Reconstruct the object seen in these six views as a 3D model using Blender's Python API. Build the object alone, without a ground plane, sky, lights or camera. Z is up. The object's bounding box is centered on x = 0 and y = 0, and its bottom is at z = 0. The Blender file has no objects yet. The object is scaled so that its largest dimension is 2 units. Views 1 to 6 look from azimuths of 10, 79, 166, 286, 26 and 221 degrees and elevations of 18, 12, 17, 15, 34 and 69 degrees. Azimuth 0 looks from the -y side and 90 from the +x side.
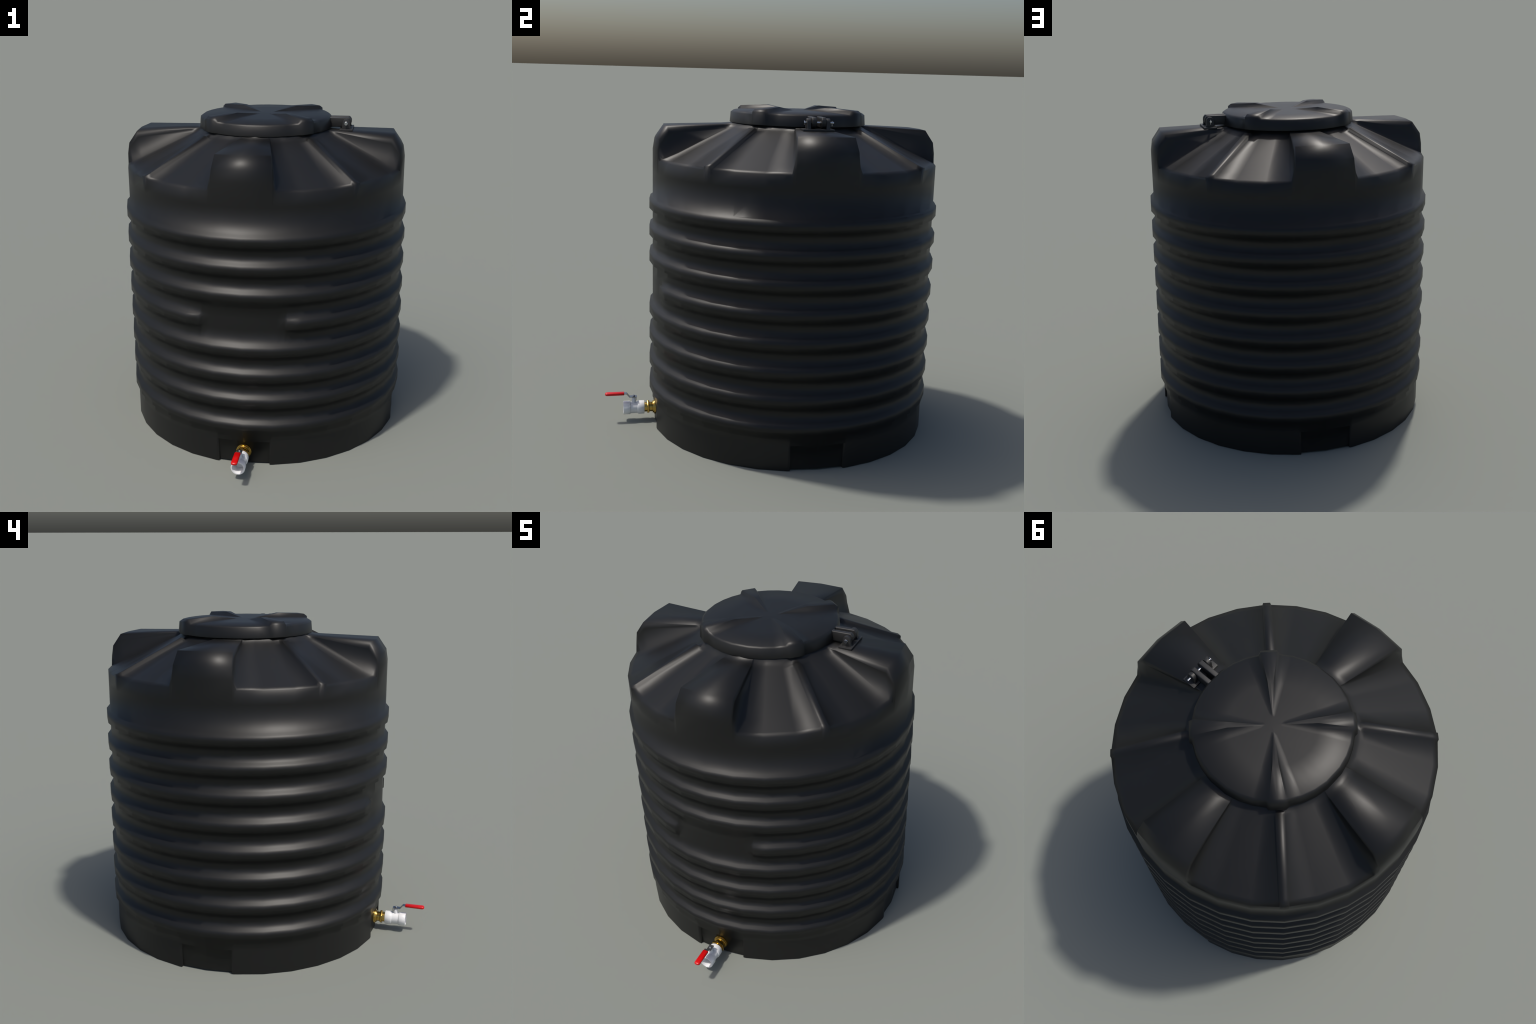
import bpy, bmesh, math
from mathutils import Vector, Matrix

# ------------------------------------------------------------------ basics
CY = 0.136            # tank axis (x = 0, y = CY)
LIDY = 0.1505         # lid axis
STEP = 11.25          # the shell is a 32-sided moulding
HALF = STEP / 2
rad = math.radians


def pol(r, deg, z, cy=CY):
    return Vector((r * math.cos(rad(deg)), cy + r * math.sin(rad(deg)), z))


def chord(r, deg):
    """radius of a 32-gon with corner radius r in direction deg"""
    d = (deg % STEP) - HALF
    return r * math.cos(rad(HALF)) / math.cos(rad(d))


def lerp(a, b, t):
    return a + (b - a) * t


# --------------------------------------------------------------- materials
def principled(name):
    m = bpy.data.materials.new(name)
    m.use_nodes = True
    nt = m.node_tree
    return m, nt, nt.nodes["Principled BSDF"]


def noise_ramp(nt, scale, detail, c0, c1, lo=0.35, hi=0.65):
    tc = nt.nodes.new("ShaderNodeTexCoord")
    nz = nt.nodes.new("ShaderNodeTexNoise")
    nz.inputs["Scale"].default_value = scale
    nz.inputs["Detail"].default_value = detail
    nt.links.new(tc.outputs["Object"], nz.inputs["Vector"])
    cr = nt.nodes.new("ShaderNodeValToRGB")
    cr.color_ramp.elements[0].position = lo
    cr.color_ramp.elements[1].position = hi
    cr.color_ramp.elements[0].color = c0
    cr.color_ramp.elements[1].color = c1
    nt.links.new(nz.outputs["Fac"], cr.inputs["Fac"])
    return cr


def make_material(name, c0, c1, scale, rough, metallic=0.0, specular=0.5, coat=0.0):
    m, nt, b = principled(name)
    cr = noise_ramp(nt, scale, 3, (*c0, 1), (*c1, 1))
    nt.links.new(cr.outputs["Color"], b.inputs["Base Color"])
    b.inputs["Roughness"].default_value = rough
    b.inputs["Metallic"].default_value = metallic
    b.inputs["Specular IOR Level"].default_value = specular
    b.inputs["Coat Weight"].default_value = coat
    return m


M_PLASTIC = make_material("black_moulded_plastic", (0.0075, 0.0075, 0.0073), (0.0085, 0.0085, 0.0083), 3.0, 0.45, specular=0.385)
M_HINGE = make_material("black_bracket_plastic", (0.019, 0.0185, 0.018), (0.022, 0.0215, 0.021), 9.0, 0.5)
M_BRASS = make_material("brass", (0.52, 0.34, 0.085), (0.60, 0.40, 0.11), 40.0, 0.24, metallic=1.0)
M_WHITE = make_material("white_valve_plastic", (0.80, 0.80, 0.80), (0.84, 0.84, 0.84), 12.0, 0.3)
M_RED = make_material("red_handle_rubber", (0.60, 0.002, 0.003), (0.65, 0.003, 0.004), 20.0, 0.30)
M_LEVER = make_material("steel_darkened_for_reflection", (0.30, 0.31, 0.33), (0.36, 0.37, 0.39), 30.0, 0.30, metallic=1.0)  # base colour lowered so the lever carries the black tank's dark reflection
M_STEEL = make_material("bright_steel", (0.50, 0.51, 0.53), (0.58, 0.59, 0.61), 30.0, 0.11, metallic=1.0)


# ----------------------------------------------------------------- objects
def empty(name, loc, parent=None):
    o = bpy.data.objects.new(name, None)
    bpy.context.scene.collection.objects.link(o)
    o.location = loc
    if parent:
        o.parent = parent
        o.matrix_parent_inverse = Matrix.Translation(-world_loc(parent))
    return o


def world_loc(o):
    return Vector(o["base"]) if "base" in o else Vector(o.location)


def add_object(name, mesh, mat, parent, smooth=True):
    mesh.materials.clear()
    mesh.materials.append(mat)
    for p in mesh.polygons:
        p.use_smooth = smooth
    o = bpy.data.objects.new(name, mesh)
    bpy.context.scene.collection.objects.link(o)
    o.parent = parent
    o.matrix_parent_inverse = Matrix.Translation(-Vector(parent.location))
    return o


def from_bmesh(name, bm, mat, parent, sharp=None, recalc=True):
    if recalc:
        bmesh.ops.recalc_face_normals(bm, faces=bm.faces)
    me = bpy.data.meshes.new(name)
    bm.to_mesh(me)
    bm.free()
    o = add_object(name, me, mat, parent)
    if sharp is not None:
        me.set_sharp_from_angle(angle=rad(sharp))
    return o


TANK = empty("water_tank", (0, 0, 0))
TANK["label"] = "black ribbed plastic water tank with lid and brass tap"
TANK["category"] = "water tank"


# =================================================================== shell
R_WALL, R_RIB, R_BASE, R_NOTCH = 0.8445, 0.864, 0.846, 0.833
Z_NOTCH = 0.1455
Z_FLOOR = 0.0065                    # the tank floor hangs just clear of the ground
PITCH = 0.1595
RIB_TOP, RIB_BOT = 1.388, 1.3276
SLOPE = 0.0050
Z_WALL_TOP = 1.3930
Z_BAND = 1.547
Z_RIM = 1.624
R_TOP, Z_TOP = 0.425, 1.8145      # upper edge of the conical panels
R_LUG, Z_LUG = 0.437, 1.8305      # inner edge of the raised lugs
Z_RIDGE_END = 1.836
GAP_IN, GAP_OUT = 15.9, 17.1        # break of the fourth rib at the front

# profile of the ribbed wall, from the ground up: (tag, radius, height)
wall_rows = [("foot", R_BASE, 0.0), ("notch", R_BASE, Z_NOTCH - 0.001),
             ("lintel", R_BASE, Z_NOTCH), ("wall", R_WALL + 0.001, RIB_BOT - 7 * PITCH - SLOPE * 0.9)]
for k in range(7, -1, -1):
    zb, zt = RIB_BOT - k * PITCH, RIB_TOP - k * PITCH
    tag = "rib4" if k == 3 else "rib"
    if k < 7:
        wall_rows.append(("wall", R_WALL, zb - SLOPE))
    wall_rows.append((tag, R_RIB, zb))
    wall_rows.append((tag, R_RIB, zt))
    wall_rows.append(("wall", R_WALL, zt + (SLOPE if k else Z_WALL_TOP - RIB_TOP)))

wall_rows.append(("band", R_WALL, Z_BAND))

# angular columns of one quarter, measured from the middle of a lug
RIDGE_TOP, RIDGE_FOOT = 0.0195, 0.0245
ridge_a = math.degrees(math.asin(RIDGE_FOOT / R_WALL))
ridge_b = math.degrees(math.asin(RIDGE_TOP / R_WALL))
SIDE_T = 0.25                       # where the lug flank turns from the edge rounding to its flat
SIDE = lerp(11.25, 12.9, SIDE_T)
half_cols = [("lug", 0.0), ("lug", 10.25), ("notch_out", 10.25), ("lug", 11.25), ("lug_side", SIDE), ("lug_foot", 12.9),
             ("panel", GAP_IN), ("panel", GAP_OUT), ("panel", 22.5), ("panel", 33.75),
             ("ridge_foot", 45 - ridge_a), ("ridge", 45 - ridge_b), ("ridge", 45.0)]
quarter = [(t, -a) for t, a in reversed(half_cols[1:-1])] + half_cols
# the ridge at -45 belongs to the neighbouring quarter

F = (0.07, 0.20, 0.955)       # row positions up the cone
RIDGE_H = 0.017


def cone_point(deg, t, h=0.0):
    p0 = pol(chord(R_WALL, deg), deg, Z_RIM)
    p1 = pol(chord(R_TOP, deg), deg, Z_TOP)
    p = p0.lerp(p1, t)
    p.z += h
    return p


def shoulder_column(tag, a, deg):
    """points from the rim inwards to the lid opening for one column"""
    s = 1 if a >= 0 else -1
    neck = [pol(chord(0.386, deg), deg, 1.836), pol(chord(0.383, deg), deg, 1.860)]
    if tag in ("lug", "notch_out"):
        k = 1.0
        pts = [pol(chord(R_WALL, deg), deg, 1.680), pol(chord(0.8345, deg), deg, 1.744),
               pol(chord(0.7847, deg), deg, 1.8157)]
        inn = deg + s * 0.7 if abs(a) > 11 else deg
        inner = pol(chord(R_LUG, inn), inn, Z_LUG)
        pts.append(pts[2].lerp(inner, 0.94))
        pts.append(inner)
    elif tag == "lug_side":
        top = shoulder_column("lug", a, deg - s * (SIDE - 11.25))
        foot = shoulder_column("lug_foot", a, deg + s * (12.9 - SIDE))
        return [p.lerp(q, SIDE_T) for p, q in zip(top, foot)]
    elif tag == "lug_foot":
        d0 = pol(chord(R_WALL, deg), deg, Z_RIM)
        inn = deg + s * 0.2
        d1 = pol(chord(R_TOP, inn), inn, Z_TOP)
        pts = [d0] + [d0.lerp(d1, t) for t in F] + [d1]
    elif tag == "panel":
        pts = [cone_point(deg, t) for t in (0.0,) + F + (1.0,)]
    else:
        base = round(deg / 45.0) * 45.0          # direction of the ridge
        off = 0.0
        if abs(deg - base) > 1e-6:
            off = math.copysign(RIDGE_FOOT if tag == "ridge_foot" else RIDGE_TOP, deg - base)
        e = Vector((math.cos(rad(base)), math.sin(rad(base)), 0))
        n = Vector((-e.y, e.x, 0))
        r0 = math.sqrt(R_WALL ** 2 - off ** 2)
        r1 = math.sqrt(R_TOP ** 2 - off ** 2)
        pts = []
        for i, t in enumerate((0.0,) + F + (1.0,)):
            rho = lerp(r0, r1, t)
            z = lerp(Z_RIM, Z_TOP, t)
            if tag == "ridge" and i < 4:
                z = lerp(Z_RIM + RIDGE_H, Z_RIDGE_END, t)
                if i == 0:
                    rho += 0.003
            pts.append(Vector((0, CY, 0)) + e * rho + n * off + Vector((0, 0, z)))
    return pts + neck


def build_shell():
    bm = bmesh.new()
    seen = {}

    def vert(p):
        key = (round(p.x, 5), round(p.y, 5), round(p.z, 5))
        if key not in seen:
            seen[key] = bm.verts.new(p)
        return seen[key]

    cols = []
    for q in range(4):
        for tag, a in quarter:
            deg = q * 90 - 90 + a
            colv = []
            for rt, r, z in wall_rows:
                rr = r
                if rt in ("foot", "notch") and tag == "lug" and abs(a) <= 10.3:
                    rr = R_NOTCH
                    z = max(z, Z_FLOOR)
                if rt == "rib4" and q == 0 and abs(a) < GAP_IN + 0.01:
                    rr = R_WALL
                colv.append(vert(pol(chord(rr, deg), deg, z)))
            colv += [vert(p) for p in shoulder_column(tag, a, deg)]
            cols.append((tag, a, q, colv))
    n = len(cols)

    def face(*vs):
        u = []
        for v in vs:
            if v not in u:
                u.append(v)
        if len(u) > 2:
            bm.faces.new(u)

    cb, ct = vert(Vector((0, CY, Z_FLOOR))), vert(Vector((0, CY, 1.862)))
    for i in range(n):
        c0, c1 = cols[i][3], cols[(i + 1) % n][3]
        for j in range(len(c0) - 1):
            face(c0[j], c1[j], c1[j + 1], c0[j + 1])
        face(cb, c1[0], c0[0])
        face(ct, c0[-1], c1[-1])
    bm.normal_update()
    bm.verts.index_update()
    return bm, cols


def split_shell():
    bm, cols = build_shell()
    axis = Vector((0, CY, 0))

    def smooth_normal(v):
        n = v.normal.copy()
        p = v.co - axis
        side = abs((math.degrees(math.atan2(p.y, p.x)) + 45) % 90 - 45)
        if (0.16 if side < 10.4 else 0.01) < v.co.z < Z_BAND + 0.002:
            # moulded round: the wall shades as a cylinder, not as flats
            h = Vector((p.x, p.y, 0)).normalized()
            gap = abs(math.degrees(math.atan2(p.x, -p.y)))
            in_gap = 0.78 < v.co.z < 0.99 and GAP_IN - 1 < gap < GAP_OUT + 1
            if not in_gap:
                # rolled rib edges: the normal leans 46 degrees on each side of the step
                if abs(n.z) > 0.3:
                    n.z = math.copysign(math.sin(rad(46)), n.z)
                n = h * math.sqrt(max(0.0, 1 - n.z ** 2)) + Vector((0, 0, n.z))
        return n

    normals = {v.index: smooth_normal(v) for v in bm.verts}
    # helper columns take the shading between their neighbours on the shoulder
    first = len(wall_rows)
    for q in range(4):
        for s in (-1, 1):
            pick = {}
            for tag, a, qq, colv in cols:
                if qq == q and (a * s > 0 or a == 0) and tag != "notch_out":
                    pick[round(abs(a), 2)] = colv
            for a, lo, hi in ((10.25, 0.0, 11.25), (GAP_IN, 12.9, 22.5), (GAP_OUT, 12.9, 22.5)):
                for j in range(first, len(pick[lo])):
                    t = (a - lo) / (hi - lo)
                    n0, n1 = normals[pick[lo][j].index], normals[pick[hi][j].index]
                    normals[pick[a][j].index] = n0.lerp(n1, t).normalized()
    z_base = wall_rows[3][2]
    regions = {"base_skirt": [], "ribbed_wall": [], "shoulder": []}
    for f in bm.faces:
        z = f.calc_center_median().z
        if z < z_base:
            regions["base_skirt"].append(f)
        elif z < Z_WALL_TOP:
            regions["ribbed_wall"].append(f)
        else:
            regions["shoulder"].append(f)
    for name, faces in regions.items():
        ids, verts, nrm, polys, fn = {}, [], [], [], []
        for f in faces:
            poly = []
            for v in f.verts:
                if v.index not in ids:
                    ids[v.index] = len(verts)
                    verts.append(v.co[:])
                    nrm.append(normals[v.index])
                poly.append(ids[v.index])
            polys.append(poly)
            fn.append(f.normal.copy())
        me = bpy.data.meshes.new(name)
        me.from_pydata(verts, [], polys)
        o = add_object(name, me, M_PLASTIC, TANK)
        loops = []
        for p, fnorm in zip(me.polygons, fn):
            c = p.center - axis
            radial = Vector((c.x, c.y, 0)).normalized()
            for vi in p.vertices:
                q = me.vertices[vi].co - axis
                vrad = Vector((q.x, q.y, 0)).normalized()
                if name == "base_skirt" and fnorm.z < -0.9 and c.z < 0.01:
                    loops.append(fnorm)
                elif name == "base_skirt" and me.vertices[vi].co.z < 0.01:
                    # crisp foot, crisp pocket cheeks
                    loops.append(vrad if abs(fnorm.dot(radial)) > 0.8 else (fnorm + vrad).normalized())
                else:
                    loops.append(nrm[vi])
        me.normals_split_custom_set([tuple(l.normalized()) for l in loops])
    bm.free()


split_shell()


# ===================================================================== lid
def build_lid():
    bm = bmesh.new()
    R1, R2, R3 = 0.384, 0.3985, 0.4035
    rows = [(0.04, 1.9183), (0.062, 1.9177), (0.222, 1.9163), (R1, 1.9093), (R2, 1.8990), (R3, 1.8415), (0.388, 1.8385), (0.36, 1.8385)]
    half = [("top", 0.0), ("edge", 5.96), ("foot", 6.9), ("disc", 17.4), ("disc", 27.4), ("disc", 37.8)]
    sector = [(t, -a) for t, a in reversed(half[1:])] + half
    ribpath = [(0.04, 0.002, 1.9183), (0.062, 0.0035, 1.9180), (0.222, 0.0152, 1.9396), (0.3887, 0.0406, 1.9290),
               (0.4095, 0.0412, 1.9140), (0.4150, 0.0418, 1.8430), (0.388, 0.0418, 1.8385), (0.36, 0.0418, 1.8385)]
    cols, tags = [], []
    for q in range(4):
        base = 45 + 90 * q
        e = Vector((math.cos(rad(base)), math.sin(rad(base)), 0))
        n = Vector((-e.y, e.x, 0))
        for tag, a in sector:
            colv = []
            for i, (r, z) in enumerate(rows):
                if tag in ("top", "edge"):
                    rho, tau, zz = ribpath[i]
                    s = 0 if tag == "top" else math.copysign(1, a)
                    p = Vector((0, LIDY, 0)) + e * rho + n * (tau * s) + Vector((0, 0, zz))
                elif tag == "foot":
                    tau = math.copysign((0.0024, 0.0062, 0.0290, 0.0525, 0.0535, 0.0540, 0.0540, 0.0540)[i], a)
                    p = Vector((0, LIDY, 0)) + e * math.sqrt(r * r - tau * tau) + n * tau + Vector((0, 0, z))
                else:
                    p = pol(r, base + a, z, LIDY)
                colv.append(bm.verts.new(p))
            cols.append(colv)
            tags.append(tag)
    m = len(cols)
    for i in range(m):
        c0, c1 = cols[i], cols[(i + 1) % m]
        for j in range(len(c0) - 1):
            bm.faces.new((c0[j], c1[j], c1[j + 1], c0[j + 1]))
    ct = bm.verts.new((0, LIDY, 1.9185))
    cb = bm.verts.new((0, LIDY, 1.8385))
    for i in range(m):
        c0, c1 = cols[i], cols[(i + 1) % m]
        bm.faces.new((ct, c0[0], c1[0]))
        bm.faces.new((cb, c1[-1], c0[-1]))
    for tag, colv in zip(tags, cols):
        if tag in ("edge", "foot"):
            for j in range(1, 3 if tag == "edge" else 2):
                e = bm.edges.get((colv[j], colv[j + 1]))
                e.smooth = False
        e = [bm.edges.get((colv[5], nxt[5])) for nxt in (cols[(cols.index(colv) + 1) % m],)]
        for x in e:
            x.smooth = False
    return from_bmesh("lid", bm, M_PLASTIC, TANK)


build_lid()


# =================================================================== hinge
def prism(bm, outline, axis_lo, axis_hi, to_world):
    """extrude a closed 2D outline between two offsets"""
    a = [bm.verts.new(to_world(u, v, axis_lo)) for u, v in outline]
    b = [bm.verts.new(to_world(u, v, axis_hi)) for u, v in outline]
    n = len(outline)
    for i in range(n):
        bm.faces.new((a[i], a[(i + 1) % n], b[(i + 1) % n], b[i]))
    bm.faces.new(a[::-1])
    bm.faces.new(b)


def bevel_all(bm, width, segs=2, angle=30):
    bmesh.ops.recalc_face_normals(bm, faces=bm.faces)
    edges = [e for e in bm.edges if len(e.link_faces) == 2 and e.calc_face_angle(0) > rad(angle)]
    bmesh.ops.bevel(bm, geom=edges, offset=width, segments=segs, affect="EDGES", profile=0.5)


def lathe(bm, profile, place, segs=32):
    """revolve (offset along axis, radius) pairs; radius 0 closes the end"""
    rings = []
    for t, r in profile:
        if r <= 1e-9:
            rings.append([bm.verts.new(place(0, 0, t))])
        else:
            rings.append([bm.verts.new(place(r * math.cos(2 * math.pi * i / segs),
                                             r * math.sin(2 * math.pi * i / segs), t)) for i in range(segs)])
    for a, b in zip(rings, rings[1:]):
        for i in range(segs):
            j = (i + 1) % segs
            if len(a) == 1 and len(b) == 1:
                continue
            if len(a) == 1:
                bm.faces.new((a[0], b[i], b[j]))
            elif len(b) == 1:
                bm.faces.new((a[i], a[j], b[0]))
            else:
                bm.faces.new((a[i], a[j], b[j], b[i]))


def add_hinge():
    hinge = empty("hinge", (0.492, 0.1545, 1.83), TANK)
    xz = lambda u, v, y: Vector((u, y, v))
    px, pz = 0.4915, 1.8712
    # mounting plate
    bm = bmesh.new()
    prism(bm, [(0.4535, 0.0655), (0.531, 0.0655), (0.531, 0.242), (0.4535, 0.242)], 1.8255, 1.8385,
          lambda u, v, w: Vector((u, v, w)))
    bevel_all(bm, 0.002)
    from_bmesh("hinge_plate", bm, M_HINGE, hinge, sharp=40)
    # ears standing on the plate
    ear = None
    for y0, y1 in ((0.0905, 0.1125), (0.1985, 0.2200)):
        bm = bmesh.new()
        rr = 0.0228
        arc = [(px + rr * math.cos(rad(t)), pz + 0.0018 + rr * math.sin(rad(t))) for t in range(0, 181, 15)]
        out = arc + [(px - rr - 0.001, 1.8440), (px - rr - 0.006, 1.8375), (px + rr + 0.006, 1.8375), (px + rr + 0.001, 1.8440)]
        prism(bm, out, y0, y1, xz)
        bevel_all(bm, 0.0015, angle=40)
        from_bmesh("hinge_ear", bm, M_HINGE, hinge, sharp=40)
    # arms reaching out of the lid
    arm = [(0.376, 1.9012), (0.507, 1.9012), (0.5185, 1.8870), (0.5200, 1.8680), (0.5140, 1.8510), (0.5000, 1.8440), (0.376, 1.8440)]
    for y0, y1 in ((0.1180, 0.1450), (0.1715, 0.1970)):
        bm = bmesh.new()
        prism(bm, arm, y0, y1, xz)
        bevel_all(bm, 0.0045, segs=3, angle=20)
        from_bmesh("hinge_arm", bm, M_HINGE, hinge, sharp=40)
    # pin with its head and split ring
    along_y = lambda a, b, t: Vector((px + a, t, pz + b))
    bm = bmesh.new()
    lathe(bm, [(0.0765, 0), (0.0765, 0.0095), (0.0775, 0.0108), (0.0805, 0.0112), (0.0815, 0.0100), (0.0815, 0.0066),
               (0.2425, 0.0066), (0.2440, 0.0055), (0.2440, 0)], along_y, 20)
    from_bmesh("hinge_pin", bm, M_STEEL, hinge, sharp=35)
    bm = bmesh.new()
    prism(bm, [(px - 0.0012, pz - 0.0165), (px + 0.0012, pz - 0.0165), (px + 0.0012, pz + 0.0115), (px - 0.0012, pz + 0.0115)],
          0.2335, 0.2357, xz)
    from_bmesh("split_pin", bm, M_STEEL, hinge, sharp=30)


add_hinge()


# ===================================================================== tap
def add_tap():
    tap = empty("tap", (0, -0.70, 0.0775), TANK)
    az = 0.0775
    along = lambda a, b, t: Vector((a, -t, az + b))     # t runs outwards from the tank
    bm = bmesh.new()
    lathe(bm, [(0.676, 0), (0.676, 0.0452), (0.697, 0.0458), (0.702, 0.0445), (0.703, 0.0385), (0.709, 0.0372),
               (0.7105, 0.0355), (0.711, 0.0300), (0.766, 0.0300), (0.766, 0)], along, 40)
    from_bmesh("brass_fitting", bm, M_BRASS, tap, sharp=35)
    bm = bmesh.new()
    hexa = [(0.0425 * math.cos(rad(90 + 60 * i)), 0.0425 * math.sin(rad(90 + 60 * i))) for i in range(6)]
    prism(bm, hexa, 0.7305, 0.7440, along)
    bevel_all(bm, 0.0022)
    from_bmesh("hex_nut", bm, M_BRASS, tap, sharp=35)
    # white valve body, open at the mouth
    bm = bmesh.new()
    lathe(bm, [(0.7615, 0), (0.7615, 0.0400), (0.7635, 0.0412), (0.7995, 0.0412), (0.8015, 0.0402), (0.8030, 0.0362),
               (0.8460, 0.0362), (0.8475, 0.0402), (0.8495, 0.0412), (0.8865, 0.0412), (0.8890, 0.0395), (0.8890, 0.0345),
               (0.8860, 0.0325), (0.8250, 0.0315), (0.8180, 0)], along, 48)
    from_bmesh("valve_body", bm, M_WHITE, tap, sharp=45)
    up = lambda a, b, t: Vector((a, -0.8255 + b, t))
    bm = bmesh.new()
    lathe(bm, [(0.085, 0), (0.085, 0.0130), (0.1430, 0.0125), (0.1440, 0.0115), (0.1440, 0)], up, 28)
    from_bmesh("valve_stem", bm, M_WHITE, tap, sharp=60)
    # cranked steel lever
    bm = bmesh.new()
    path = [(-0.8070, 0.1495), (-0.8515, 0.1490), (-0.8690, 0.1712), (-0.8950, 0.1712)]
    th = 0.0019
    top, bot = [], []
    for i, (y, z) in enumerate(path):
        a = Vector(path[max(i - 1, 0)])
        b = Vector(path[min(i + 1, len(path) - 1)])
        d = (b - a).normalized()
        nn = Vector((d.y, -d.x))
        if nn.y < 0:
            nn = -nn
        top.append((y + nn.x * th, z + nn.y * th))
        bot.append((y - nn.x * th, z - nn.y * th))
    prism(bm, top + bot[::-1], -0.0150, 0.0150, lambda u, v, w: Vector((w, u, v)))
    bevel_all(bm, 0.0006, segs=1, angle=50)
    from_bmesh("lever", bm, M_LEVER, tap, sharp=25)
    bm = bmesh.new()
    prism(bm, [(-0.8070, 0.1505), (-0.8105, 0.1505), (-0.8105, 0.1230), (-0.8070, 0.1230)], -0.0125, -0.0055,
          lambda u, v, w: Vector((w, u, v)))
    from_bmesh("lever_stop", bm, M_LEVER, tap, sharp=25)
    bm = bmesh.new()
    hexa = [(0.0085 * math.cos(rad(60 * i)), 0.0085 * math.sin(rad(60 * i))) for i in range(6)]
    prism(bm, hexa, 0.1505, 0.1575, up)
    bevel_all(bm, 0.0008, segs=1)
    from_bmesh("lever_nut", bm, M_LEVER, tap, sharp=30)
    # red grip: rounded bar
    bm = bmesh.new()
    sections = [(0.8840, 0.0168, 0.0078), (0.8850, 0.0176, 0.0086), (0.9850, 0.0182, 0.0092), (0.9935, 0.0168, 0.0084),
                (0.9980, 0.0112, 0.0060), (0.9998, 0.0060, 0.0030)]
    rings = []
    for t, hw, hh in sections:
        ring = []
        for i in range(24):
            c, s = math.cos(2 * math.pi * i / 24), math.sin(2 * math.pi * i / 24)
            ex = 0.62
            ring.append(bm.verts.new((math.copysign(abs(c) ** ex, c) * hw, -t, 0.1705 + math.copysign(abs(s) ** ex, s) * hh)))
        rings.append(ring)
    for a, b in zip(rings, rings[1:]):
        for i in range(24):
            bm.faces.new((a[i], a[(i + 1) % 24], b[(i + 1) % 24], b[i]))
    bm.faces.new(rings[0][::-1])
    end = bm.verts.new((0, -1.0, 0.1705))
    for i in range(24):
        bm.faces.new((rings[-1][i], rings[-1][(i + 1) % 24], end))
    from_bmesh("lever_grip", bm, M_RED, tap, sharp=70)


add_tap()
